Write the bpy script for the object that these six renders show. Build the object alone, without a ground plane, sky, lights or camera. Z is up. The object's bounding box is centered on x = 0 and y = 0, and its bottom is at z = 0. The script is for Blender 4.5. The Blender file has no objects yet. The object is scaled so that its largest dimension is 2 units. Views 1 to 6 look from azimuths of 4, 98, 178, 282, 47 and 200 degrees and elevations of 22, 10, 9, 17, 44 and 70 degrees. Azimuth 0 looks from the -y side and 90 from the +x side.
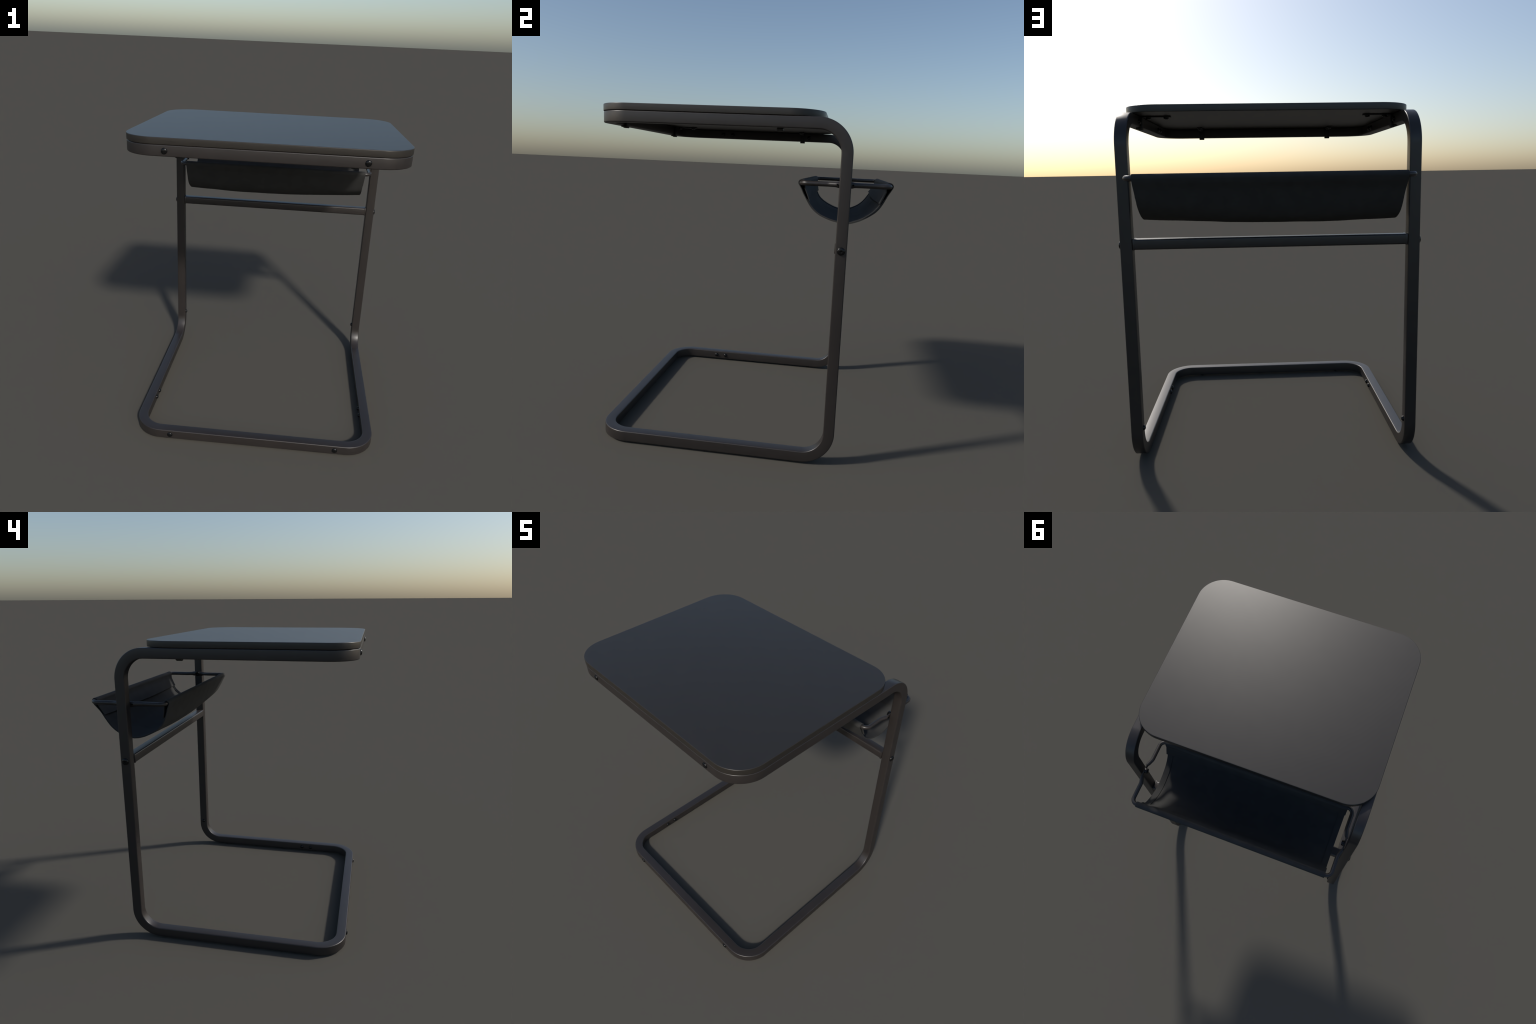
"""C-shaped side table: bent square-tube frame, rounded slab top, cross bar and a
fabric magazine sling hung on a wire hoop between the legs.  Metres, z up, front = -y."""
import bpy, math
from mathutils import Vector, noise

# ------------------------------------------------------------------ sizes
TUBE = 0.0634           # square tube, side
TUBE_ROUND = 0.0058     # its edge rounding
HALF_W = 0.8005         # outer half width of the frame
FRONT = -0.8305         # outer front face of the frame
BACK = 0.6104           # rear face of the legs
BASE_LOW = 0.0102       # underside of the base tube (it stands on glides)
RAIL_TOP = 1.9600        # top face of the rails under the slab
NORMAL_LEAN = 4.5              # lean of the shading normal at the edges of a flat face, degrees
BEND = 0.188            # outer radius of every bend
SLAB_LOW, SLAB_TOP = 1.9611, 2.000
SLAB_BACK = 0.4490
H = TUBE / 2
LEG_X, LEG_Y = HALF_W - H, BACK - H
LEG_IN = HALF_W - TUBE
BASE_Z, RAIL_Z = BASE_LOW + H, RAIL_TOP - H
ROD_R, ROD_Z = 0.0138, 1.6105
ROD_FRONT, ROD_BACK, ROD_X = 0.3380, 0.8195, 0.7100
SLING_X = 0.672


# ------------------------------------------------------------------ materials
def new_material(name):
    m = bpy.data.materials.new(name)
    m.use_nodes = True
    nt = m.node_tree
    return m, nt, nt.nodes["Principled BSDF"]


def link_noise_colour(nt, bsdf, low, high, scale, detail=3.0):
    tc = nt.nodes.new("ShaderNodeTexCoord")
    nz = nt.nodes.new("ShaderNodeTexNoise")
    nz.inputs["Scale"].default_value = scale
    nz.inputs["Detail"].default_value = detail
    ramp = nt.nodes.new("ShaderNodeValToRGB")
    ramp.color_ramp.elements[0].position = 0.3
    ramp.color_ramp.elements[0].color = (*low, 1)
    ramp.color_ramp.elements[1].position = 0.7
    ramp.color_ramp.elements[1].color = (*high, 1)
    nt.links.new(tc.outputs["Object"], nz.inputs["Vector"])
    nt.links.new(nz.outputs["Fac"], ramp.inputs["Fac"])
    nt.links.new(ramp.outputs["Color"], bsdf.inputs["Base Color"])
    return tc, nz


def add_bump(nt, bsdf, source, strength, distance):
    b = nt.nodes.new("ShaderNodeBump")
    b.inputs["Strength"].default_value = strength
    b.inputs["Distance"].default_value = distance
    nt.links.new(source, b.inputs["Height"])
    nt.links.new(b.outputs["Normal"], bsdf.inputs["Normal"])


def coated(name, low, high, rough, spec=0.5, grain=900, bump=0.04, rough_var=0.03):
    """Powder coat or laminate: nearly even colour with a very fine grain."""
    m, nt, b = new_material(name)
    tc, _ = link_noise_colour(nt, b, low, high, 9.0)
    g = nt.nodes.new("ShaderNodeTexNoise")
    g.inputs["Scale"].default_value = grain
    g.inputs["Detail"].default_value = 2.0
    nt.links.new(tc.outputs["Object"], g.inputs["Vector"])
    add_bump(nt, b, g.outputs["Fac"], bump, 0.0006)
    mr = nt.nodes.new("ShaderNodeMapRange")
    mr.inputs["To Min"].default_value = rough - rough_var
    mr.inputs["To Max"].default_value = rough + rough_var
    nt.links.new(g.outputs["Fac"], mr.inputs["Value"])
    nt.links.new(mr.outputs["Result"], b.inputs["Roughness"])
    b.inputs["Specular IOR Level"].default_value = spec
    return m


def woven(name, low, high):
    """Dull woven cloth: two crossed thread waves drive bump and a slight mottling."""
    m, nt, b = new_material(name)
    tc, _ = link_noise_colour(nt, b, low, high, 14.0, 5.0)
    add = nt.nodes.new("ShaderNodeMath")
    add.operation = "ADD"
    for i, axis in enumerate(("X", "Y")):
        w = nt.nodes.new("ShaderNodeTexWave")
        w.bands_direction = axis
        w.inputs["Scale"].default_value = 160
        w.inputs["Distortion"].default_value = 1.5
        nt.links.new(tc.outputs["Object"], w.inputs["Vector"])
        nt.links.new(w.outputs["Fac"], add.inputs[i])
    add_bump(nt, b, add.outputs[0], 0.06, 0.0008)
    b.inputs["Roughness"].default_value = 0.88
    b.inputs["Specular IOR Level"].default_value = 0.25
    return m


MAT_FRAME = coated("dark_brown_grey_powder_coat", (0.0225, 0.0188, 0.0174), (0.0252, 0.0212, 0.0196), 0.375, spec=0.55)
MAT_SLAB = coated("charcoal_satin_laminate", (0.0225, 0.0195, 0.0160), (0.0246, 0.0212, 0.0175), 0.365, spec=0.55, bump=0.01)
MAT_CLOTH = woven("charcoal_cloth", (0.0350, 0.0345, 0.0335), (0.0430, 0.0425, 0.0410))
MAT_BOLT = coated("black_gloss_steel", (0.0050, 0.0050, 0.0052), (0.0070, 0.0070, 0.0072), 0.18, spec=0.32, grain=400, bump=0.01)
MAT_BRACKET = coated("black_plastic", (0.0060, 0.0060, 0.0060), (0.0080, 0.0080, 0.0080), 0.40)
MAT_DARK_DOT = coated("dot_black", (0.002, 0.002, 0.002), (0.003, 0.003, 0.003), 0.8, spec=0.1)


# ------------------------------------------------------------------ mesh helpers
def make_object(name, mesh, material, parent=None):
    if material:
        mesh.materials.append(material)
    ob = bpy.data.objects.new(name, mesh)
    bpy.context.scene.collection.objects.link(ob)
    if parent:
        ob.parent = parent
    return ob


def build_mesh(name, verts, faces, normals=None):
    me = bpy.data.meshes.new(name)
    me.from_pydata([tuple(v) for v in verts], [], faces)
    me.update()
    for p in me.polygons:
        p.use_smooth = True
    if normals:
        me.normals_split_custom_set_from_vertices([tuple(n) for n in normals])
    return me


def smooth_by_angle(me, degrees=35):
    me.shade_smooth() if hasattr(me, "shade_smooth") else None
    me.set_sharp_from_angle(angle=math.radians(degrees))


def rounded_square(w, h, r, seg=4):
    """Closed profile: (point, normal) pairs, two flat-normal points on every straight side."""
    out = []
    for cx, cy, a0 in ((w / 2 - r, h / 2 - r, 0), (-w / 2 + r, h / 2 - r, 90),
                       (-w / 2 + r, -h / 2 + r, 180), (w / 2 - r, -h / 2 + r, 270)):
        for i in range(seg + 1):
            a = math.radians(a0 + 90 * i / seg)
            # faces stay flat; normals leaned at the edges to draw a light-to-dark gradient
            b = math.radians(a0 + NORMAL_LEAN + (90 - 2 * NORMAL_LEAN) * i / seg)
            out.append(((cx + r * math.cos(a), cy + r * math.sin(a)), (math.cos(b), math.sin(b))))
    return out


def filleted_path(corners, radius, seg=22, closed=False):
    """Polyline with circular fillets of centre-line radius at its inner corners."""
    n = len(corners)
    pts = []
    for i, c in enumerate(corners):
        c = Vector(c)
        if not closed and i in (0, n - 1):
            pts.append(c)
            continue
        a = (Vector(corners[i - 1]) - c).normalized()
        b = (Vector(corners[(i + 1) % n]) - c).normalized()
        half = a.angle(b) / 2
        t = radius / math.tan(half)
        centre = c + (a + b).normalized() * (radius / math.sin(half))
        p0, p1 = c + a * t - centre, c + b * t - centre
        ang = p0.angle(p1)
        for k in range(seg + 1):
            s = k / seg
            pts.append(centre + (p0 * math.sin((1 - s) * ang) + p1 * math.sin(s * ang)) / math.sin(ang))
    return pts


def sweep(name, path, profile, up, closed=False, scale=None):
    """Sweep a profile of (point, normal) pairs along a path with a transported frame."""
    m = len(path)
    tans = []
    for i in range(m):
        if closed:
            d = path[(i + 1) % m] - path[i - 1]
        else:
            d = path[min(i + 1, m - 1)] - path[max(i - 1, 0)]
            # keep straight ends exactly square to their own segment
            if i == 0:
                d = path[1] - path[0]
            if i == m - 1:
                d = path[-1] - path[-2]
        tans.append(d.normalized())
    u = Vector(up)
    verts, norms, faces = [], [], []
    for i in range(m):
        if i:
            u = tans[i - 1].rotation_difference(tans[i]) @ u
        u = (u - tans[i] * u.dot(tans[i])).normalized()
        v = tans[i].cross(u)
        sv, su = scale(path[i]) if scale else (1, 1)
        for (px, py), (nx, ny) in profile:
            verts.append(path[i] + v * px * sv + u * py * su)
            norms.append((v * nx + u * ny).normalized())
    k = len(profile)
    for i in range(m if closed else m - 1):
        j = (i + 1) % m
        for q in range(k):
            r = (q + 1) % k
            faces.append((i * k + q, j * k + q, j * k + r, i * k + r))
    return build_mesh(name, verts, faces, norms)


def circle_profile(r, n=20):
    return [((r * math.cos(2 * math.pi * i / n), r * math.sin(2 * math.pi * i / n)),
             (math.cos(2 * math.pi * i / n), math.sin(2 * math.pi * i / n))) for i in range(n)]


def lathe(name, rings, n=36, angle=40):
    """Turn (radius, height, hexness) rings about z; first and last ring are capped."""
    verts, faces = [], []
    for r, z, hexed in rings:
        for i in range(n):
            a = 2 * math.pi * i / n
            rr = r
            if hexed:
                rr = r * math.cos(math.pi / 6) / math.cos((a % (math.pi / 3)) - math.pi / 6)
            verts.append((rr * math.cos(a), rr * math.sin(a), z))
    for k in range(len(rings) - 1):
        for i in range(n):
            j = (i + 1) % n
            faces.append((k * n + i, k * n + j, (k + 1) * n + j, (k + 1) * n + i))
    faces.append(tuple(reversed(range(n))))
    faces.append(tuple(range((len(rings) - 1) * n, len(rings) * n)))
    me = build_mesh(name, verts, faces)
    smooth_by_angle(me, angle)
    return me


def box_mesh(name, boxes, round_edge=0.002):
    """Several axis-aligned boxes (x0,x1,y0,y1,z0,z1) joined and slightly chamfered."""
    import bmesh
    bm = bmesh.new()
    for x0, x1, y0, y1, z0, z1 in boxes:
        vs = [bm.verts.new((x, y, z)) for x in (x0, x1) for y in (y0, y1) for z in (z0, z1)]
        for f in ((0, 1, 3, 2), (4, 6, 7, 5), (0, 4, 5, 1), (2, 3, 7, 6), (0, 2, 6, 4), (1, 5, 7, 3)):
            bm.faces.new([vs[i] for i in f])
    bmesh.ops.recalc_face_normals(bm, faces=bm.faces)
    if round_edge:
        bmesh.ops.bevel(bm, geom=bm.edges[:], offset=round_edge, segments=2, affect="EDGES", profile=0.5)
    me = bpy.data.meshes.new(name)
    bm.to_mesh(me)
    bm.free()
    for p in me.polygons:
        p.use_smooth = True
    smooth_by_angle(me, 35)
    return me


def aim(ob, position, direction):
    ob.location = position
    ob.rotation_mode = "QUATERNION"
    ob.rotation_quaternion = Vector(direction).to_track_quat("Z", "Y")


# ------------------------------------------------------------------ the thing
table = bpy.data.objects.new("side_table", None)
bpy.context.scene.collection.objects.link(table)
table["label"] = "dark C-shaped side table with hanging fabric magazine sling"
table["category"] = "side table"

# --- frame: one bent tube loop, split in the straight runs of the legs
SQUARE = rounded_square(TUBE, TUBE, TUBE_ROUND)
R_MID = BEND - H
SPLIT_LOW, SPLIT_HIGH = 0.42, 1.70
y_front = FRONT + H

base_path = filleted_path([(LEG_X, LEG_Y, SPLIT_LOW), (LEG_X, LEG_Y, BASE_Z), (LEG_X, y_front, BASE_Z),
                           (-LEG_X, y_front, BASE_Z), (-LEG_X, LEG_Y, BASE_Z), (-LEG_X, LEG_Y, SPLIT_LOW)], R_MID)
base = make_object("base_frame", sweep("base_frame", base_path, SQUARE, (1, 0, 0)), MAT_FRAME, table)

rail_path = filleted_path([(LEG_X, LEG_Y, SPLIT_HIGH), (LEG_X, LEG_Y, RAIL_Z), (LEG_X, y_front, RAIL_Z),
                           (-LEG_X, y_front, RAIL_Z), (-LEG_X, LEG_Y, RAIL_Z), (-LEG_X, LEG_Y, SPLIT_HIGH)], R_MID)
rail = make_object("tabletop_frame", sweep("tabletop_frame", rail_path, SQUARE, (1, 0, 0)), MAT_FRAME, table)

legs = []
leg_mesh = sweep("leg", [Vector((0, 0, SPLIT_LOW)), Vector((0, 0, SPLIT_HIGH))], SQUARE, (1, 0, 0))
leg_mesh.materials.append(MAT_FRAME)
for sx in (1, -1):
    ob = make_object("leg", leg_mesh, None, table)
    ob.location = (sx * LEG_X, LEG_Y, 0)
    legs.append(ob)


# --- tabletop slab with rounded corners and eased edges
def slab_mesh():
    top_ease, low_ease, seg, corner = 0.0035, 0.0035, 4, 0.184
    x0, y0, y1 = HALF_W + 0.0005, FRONT - 0.001, SLAB_BACK
    rings = [(0.05, SLAB_LOW, (0, -1))]
    lean = (90 - NORMAL_LEAN) / 90
    for i in range(seg + 1):
        a = math.radians(90 * i / seg)
        rings.append((low_ease * (1 - math.sin(a)), SLAB_LOW + low_ease * (1 - math.cos(a)),
                      (math.sin(a * lean), -math.cos(a * lean))))
    for i in range(seg + 1):
        a = math.radians(90 * i / seg)
        b = math.radians(NORMAL_LEAN) + a * lean
        rings.append((top_ease * (1 - math.cos(a)), SLAB_TOP - top_ease * (1 - math.sin(a)), (math.cos(b), math.sin(b))))
    rings.append((0.05, SLAB_TOP, (0, 1)))
    verts, norms, faces = [], [], []
    cs = 18
    for inset, z, (no, nz) in rings:
        for cx, cy, a0 in ((x0 - corner, y1 - corner, 0), (-x0 + corner, y1 - corner, 90),
                           (-x0 + corner, y0 + corner, 180), (x0 - corner, y0 + corner, 270)):
            for i in range(cs + 1):
                a = math.radians(a0 + 90 * i / cs)
                verts.append((cx + (corner - inset) * math.cos(a), cy + (corner - inset) * math.sin(a), z))
                norms.append((no * math.cos(a), no * math.sin(a), nz))
    n = 4 * (cs + 1)
    for k in range(len(rings) - 1):
        for i in range(n):
            j = (i + 1) % n
            faces.append((k * n + i, k * n + j, (k + 1) * n + j, (k + 1) * n + i))
    faces.append(tuple(reversed(range(n))))
    faces.append(tuple(range((len(rings) - 1) * n, len(rings) * n)))
    return build_mesh("tabletop", verts, faces, norms)


slab = make_object("tabletop", slab_mesh(), MAT_SLAB, table)

# --- bolts: plain domes, and button heads with a hex socket on the legs
dome = lathe("bolt", [(0.0175, -0.004, 0), (0.0178, 0.001, 0), (0.0172, 0.004, 0), (0.0150, 0.0068, 0),
                      (0.0110, 0.0088, 0), (0.0060, 0.0098, 0), (0.0015, 0.0101, 0)], 28, 60)
dome.materials.append(MAT_BOLT)
small = lathe("rivet", [(0.0148, -0.004, 0), (0.0150, 0.001, 0), (0.0142, 0.0055, 0), (0.0115, 0.0095, 0),
                        (0.0070, 0.0118, 0), (0.0015, 0.0126, 0)], 24, 60)
small.materials.append(MAT_BOLT)
button = lathe("bolt", [(0.0218, -0.004, 0), (0.0222, 0.001, 0), (0.0214, 0.0045, 0), (0.0186, 0.0080, 0),
                        (0.0145, 0.0098, 0), (0.0085, 0.0104, 1), (0.0080, 0.0100, 1), (0.0078, 0.0035, 1),
                        (0.0015, 0.0030, 0)], 36, 40)
button.materials.append(MAT_BOLT)
foot = lathe("foot_glide", [(0.0130, 0.0, 0), (0.0165, 0.0012, 0), (0.0185, 0.0045, 0), (0.0185, 0.0130, 0)], 28, 35)
foot.materials.append(MAT_BRACKET)


def place(mesh, name, parent, pos, direction):
    ob = make_object(name, mesh, None, parent)
    # parents of bolts sit at the origin or are pure translations
    aim(ob, Vector(pos) - parent.location, direction)
    return ob


for sx in (1, -1):
    for z, par in ((BASE_Z - 0.0005, base), (RAIL_Z, rail)):
        place(dome, "bolt", par, (sx * 0.545, FRONT, z), (0, -1, 0))
        for y in (-0.440, -0.362):
            place(small, "rivet", par, (sx * LEG_IN, y, z), (-sx, 0, 0))
    place(small, "rivet", rail, (sx * LEG_IN, 0.262, RAIL_Z - 0.002), (-sx, 0, 0))
    place(small, "rivet", base, (sx * LEG_IN, LEG_Y, 0.224), (-sx, 0, 0))
    place(foot, "foot_glide", base, (sx * 0.546, FRONT + H, 0), (0, 0, 1))
    place(foot, "foot_glide", base, (sx * LEG_X, 0.36, 0), (0, 0, 1))
for leg, sx in zip(legs, (1, -1)):
    place(button, "bolt", leg, (sx * HALF_W, LEG_Y, 1.2575), (sx, 0, 0))

# --- crossbar between the legs, with slightly larger end caps
BAR_Z0, BAR_Z1, BAR_Y0, BAR_Y1 = 1.2330, 1.2900, 0.5430, 0.6065
bar_prof = rounded_square(BAR_Y1 - BAR_Y0, BAR_Z1 - BAR_Z0, 0.009, 5)
bar_mid = Vector((0, (BAR_Y0 + BAR_Y1) / 2, (BAR_Z0 + BAR_Z1) / 2))
bar = make_object("crossbar", sweep("crossbar", [bar_mid + Vector((-0.724, 0, 0)), bar_mid + Vector((0.724, 0, 0))],
                                    bar_prof, (0, 0, 1)), MAT_FRAME, table)
for sx in (1, -1):
    xs = sorted((sx * 0.7225, sx * (LEG_IN - 0.0012)))
    make_object("end_cap", box_mesh("end_cap", [(xs[0], xs[1], BAR_Y0 - 0.0012, BAR_Y1 + 0.0008,
                                                 BAR_Z0 - 0.0015, BAR_Z1 + 0.0012)], 0.004), MAT_FRAME, bar)

# --- hook brackets that hold the slab to the rails, each with two screws
BR_T, BR_W = 0.008, 0.036


def bracket_mesh():
    """Local frame: +x runs inward along the slab, x = 0 at the rail's inner face, z = 0 under the slab."""
    w = BR_W / 2
    drop = SLAB_LOW - (RAIL_TOP - TUBE) + 0.0145
    return box_mesh("bracket", [(0.004, 0.175, -w, w, -BR_T, -0.0006),
                                (0.004, 0.004 + BR_T, -w, w, -drop, -0.004),
                                (-0.013, 0.004 + BR_T - 0.001, -w + 0.0004, w - 0.0004, -drop + 0.0002, -drop + 0.0135),
                                (-0.027, -0.009, -w + 0.0010, w - 0.0010, -drop + 0.0055, -drop + 0.0133)], 0.0022)


br = bracket_mesh()
br.materials.append(MAT_BRACKET)
screw = lathe("screw", [(0.0150, 0.0, 0), (0.0150, 0.006, 0), (0.0135, 0.009, 0), (0.0090, 0.0125, 1), (0.0020, 0.0130, 0)], 24, 30)
screw.materials.append(MAT_BOLT)
for pos, ang in (((0.478, FRONT + TUBE, SLAB_LOW), 90), ((-0.478, FRONT + TUBE, SLAB_LOW), 90),
                 ((LEG_IN, 0.212, SLAB_LOW), 180), ((-LEG_IN, 0.212, SLAB_LOW), 0)):
    b = make_object("bracket", br, None, table)
    b.location = pos
    b.rotation_euler = (0, 0, math.radians(ang))
    for x in (0.046, 0.148):
        s = make_object("screw", screw, None, b)
        s.location = (x, 0, -BR_T + 0.001)
        s.rotation_euler = (math.pi, 0, 0)


# --- wire hoop that carries the sling: rounded rectangle, jogged and flattened at the legs
JOG = 0.0165    # how far the hoop's sides bend out to meet the legs


def hoop_path():
    side = [(ROD_FRONT, 0), (LEG_Y - 0.092, 0), (LEG_Y - 0.042, JOG), (LEG_Y + 0.042, JOG), (LEG_Y + 0.092, 0), (ROD_BACK, 0)]
    pts = [Vector((ROD_X + d, y, ROD_Z)) for y, d in side]
    left = [Vector((-(ROD_X + d), y, ROD_Z)) for y, d in reversed(side)]
    loop = pts + left
    # large fillets at the four corners, small at the jogs
    out = []
    n = len(loop)
    for i, c in enumerate(loop):
        a, b = loop[i - 1], loop[(i + 1) % n]
        corner = i % 6 in (0, 5)
        tri = filleted_path([a, c, b], 0.038 if corner else 0.060, 10)
        out += tri[1:-1]
    dense = []
    for i, p in enumerate(out):
        q = out[(i + 1) % len(out)]
        steps = max(1, int((q - p).length / 0.02))
        dense += [p.lerp(q, k / steps) for k in range(steps)]
    return dense


def hoop_scale(p):
    """Flattened like a pressed tube end where it is bolted to the leg."""
    if abs(p.x) < 0.6:
        return 1, 1
    d = abs(p.y - LEG_Y)
    f = min(1, max(0, (0.056 - d) / 0.022))
    f = f * f * (3 - 2 * f)
    return 1 - 0.62 * f, 1 + 0.30 * f


hoop = make_object("wire_hoop", sweep("wire_hoop", hoop_path(), circle_profile(ROD_R), (0, 0, 1), True, hoop_scale),
                   MAT_FRAME, table)
nut = lathe("cap_nut", [(0.0180, 0.0, 0), (0.0192, 0.001, 0), (0.0192, 0.0145, 0), (0.0180, 0.0175, 0), (0.0120, 0.0180, 0),
                        (0.0110, 0.0140, 0), (0.0020, 0.0135, 0)], 32, 35)
nut.materials.append(MAT_BOLT)
dark_dot = lathe("dark_disc", [(0.0050, -0.0080, 0), (0.0050, 0.0012, 0), (0.0015, 0.0014, 0)], 16, 30)
dark_dot.materials.append(MAT_DARK_DOT)
for sx in (1, -1):
    place(nut, "cap_nut", hoop, (sx * 0.7225, LEG_Y, ROD_Z), (-sx, 0, 0))
    for dy in (-0.0425, 0.0425):
        place(dark_dot, "dark_disc", hoop, (sx * (ROD_X + JOG + 0.0085), LEG_Y + dy, ROD_Z), (sx, 0, 0))

# --- fabric sling: one sheet, flap -> over front rod -> belly -> over back rod -> flap
CLOTH = 0.0045
# outer face of the sheet between the rods as (y, z), front to back, at the left end,
# the middle and the right end: the slack middle hangs lower and further forward
BELLY = [
    [(0.331, 1.573), (0.341, 1.538), (0.359, 1.492), (0.384, 1.456), (0.432, 1.421), (0.495, 1.391), (0.555, 1.379),
     (0.612, 1.384), (0.676, 1.410), (0.722, 1.446), (0.757, 1.492), (0.789, 1.544), (0.824, 1.583)],
    [(0.334, 1.573), (0.344, 1.538), (0.366, 1.475), (0.394, 1.435), (0.438, 1.401), (0.500, 1.376), (0.560, 1.366),
     (0.622, 1.373), (0.690, 1.402), (0.732, 1.445), (0.762, 1.495), (0.794, 1.548), (0.824, 1.583)],
    [(0.337, 1.573), (0.352, 1.543), (0.392, 1.478), (0.437, 1.438), (0.490, 1.414), (0.543, 1.401), (0.600, 1.395),
     (0.645, 1.404), (0.695, 1.426), (0.751, 1.463), (0.784, 1.503), (0.811, 1.556), (0.827, 1.583)]]
FRONT_FLAP = [[(0.3600, 1.515), (0.3570, 1.545), (0.3545, 1.580)],
              [(0.3620, 1.512), (0.3590, 1.545), (0.3550, 1.580)],
              [(0.3800, 1.512), (0.3690, 1.545), (0.3570, 1.580)]]
BACK_FLAP = [[(0.7975, 1.580), (0.7800, 1.552), (0.7640, 1.524)],
             [(0.7975, 1.580), (0.7765, 1.548), (0.7560, 1.514)],
             [(0.8030, 1.580), (0.7930, 1.547), (0.7800, 1.512)]]


def station(table, e):
    """Blend three stations (e = -1, 0, 1) along the width with a parabola."""
    wl, wm, wr = e * (e - 1) / 2, 1 - e * e, e * (e + 1) / 2
    return [(wl * a[0] + wm * b[0] + wr * c[0], wl * a[1] + wm * b[1] + wr * c[1]) for a, b, c in zip(*table)]


def catmull(points, per):
    out = []
    P = [points[0]] + points + [points[-1]]
    for i in range(1, len(P) - 2):
        a, b, c, d = (Vector(q) for q in P[i - 1:i + 3])
        for k in range(per):
            t = k / per
            out.append(0.5 * ((2 * b) + (c - a) * t + (2 * a - 5 * b + 4 * c - d) * t * t + (3 * b - a - 3 * c + d) * t ** 3))
    out.append(Vector(points[-1]))
    return out


def sleeve(cy, a0, a1, n=14):
    r = ROD_R + 0.0020 + CLOTH / 2
    return [Vector((cy + r * math.cos(math.radians(a0 + (a1 - a0) * i / n)),
                    ROD_Z + r * math.sin(math.radians(a0 + (a1 - a0) * i / n)))) for i in range(n + 1)]


def inward(points, dist):
    out = []
    for i, p in enumerate(points):
        t = points[min(i + 1, len(points) - 1)] - points[max(i - 1, 0)]
        n = Vector((-t.y, t.x)).normalized()
        out.append(p + n * dist)
    return out


def belly_at(e):
    return inward(catmull(station(BELLY, e), 5), CLOTH / 2)


def flap_at(table, e, towards):
    """Hem flap inside each rod: stands a little off the belly, and curls away at the two ends."""
    pts = station(table, e)
    lift = 0.0010 + 0.005 * abs(e) ** 16 + 0.0010 * math.sin(9 * e + towards)
    pts = [(y + towards * lift * min(1.0, (1.580 - z) / 0.06), z) for y, z in pts]
    return catmull(pts, 5)


def sling_at(e):
    return (flap_at(FRONT_FLAP, e, 1) + sleeve(ROD_FRONT, -15, 195) + belly_at(e)
            + sleeve(ROD_BACK, -15, 195) + flap_at(BACK_FLAP, e, -1))


FLAP_ROWS = len(flap_at(FRONT_FLAP, 0, 1))
SLING_ROWS = len(sling_at(0))


def sling_draw_in(row, z):
    """How far (0..1) the cut end is drawn in: none on sleeves and flaps, quickly full below them."""
    if row < FLAP_ROWS or row >= SLING_ROWS - FLAP_ROWS:
        return 0.0
    t = min(1.0, max(0.0, (1.590 - z) / 0.10))
    return t * t * (3 - 2 * t)


def hem_at(e):
    return inward(belly_at(e), CLOTH / 2 + 0.0019)[7:-7]


def drape(x, y, z, draw):
    """Slow waves of slack cloth that vanish at the rods; the ends draw in a little low down."""
    w = min(1.0, max(0.0, (1.570 - z) / 0.17))
    s = noise.noise(Vector((x * 4.1, y * 4.0, z * 4.0 + 7.3))) * 0.004 + noise.noise(Vector((x * 9.0, y * 9.0, z * 9.0))) * 0.0018
    z += s * w
    y += 0.8 * s * w * (1 if y > LEG_Y else -1)
    return Vector((x * (1 - (0.007 if x > 0 else 0.006) * draw), y, z))


def sheet(name, profile_at, xs, thickness, draw_in):
    rows = len(profile_at(0))
    verts = [drape(x, p.x, p.y, draw_in(row, p.y)) for x in xs for row, p in enumerate(profile_at(x / SLING_X))]
    faces = [(a * rows + b, (a + 1) * rows + b, (a + 1) * rows + b + 1, a * rows + b + 1)
             for a in range(len(xs) - 1) for b in range(rows - 1)]
    me = build_mesh(name + "_sheet", verts, faces)
    tmp = bpy.data.objects.new(name + "_tmp", me)
    bpy.context.scene.collection.objects.link(tmp)
    so = tmp.modifiers.new("thick", "SOLIDIFY")
    so.thickness = thickness
    so.offset = 0
    dg = bpy.context.evaluated_depsgraph_get()
    out = bpy.data.meshes.new_from_object(tmp.evaluated_get(dg))
    out.name = name
    bpy.data.objects.remove(tmp)
    bpy.data.meshes.remove(me)
    for p in out.polygons:
        p.use_smooth = True
    smooth_by_angle(out, 50)
    return out


N = 72
xs = [SLING_X * (2 * i / N - 1) for i in range(N + 1)]
sling = make_object("fabric_sling", sheet("fabric_sling", sling_at, xs, CLOTH, sling_draw_in), MAT_CLOTH, table)
for sx in (1, -1):
    hx = [sx * (SLING_X - 0.0015 - 0.040 * i / 5) for i in range(6)]
    make_object("hem", sheet("hem", hem_at, hx, 0.0040, lambda row, z: 1.0), MAT_CLOTH, sling)
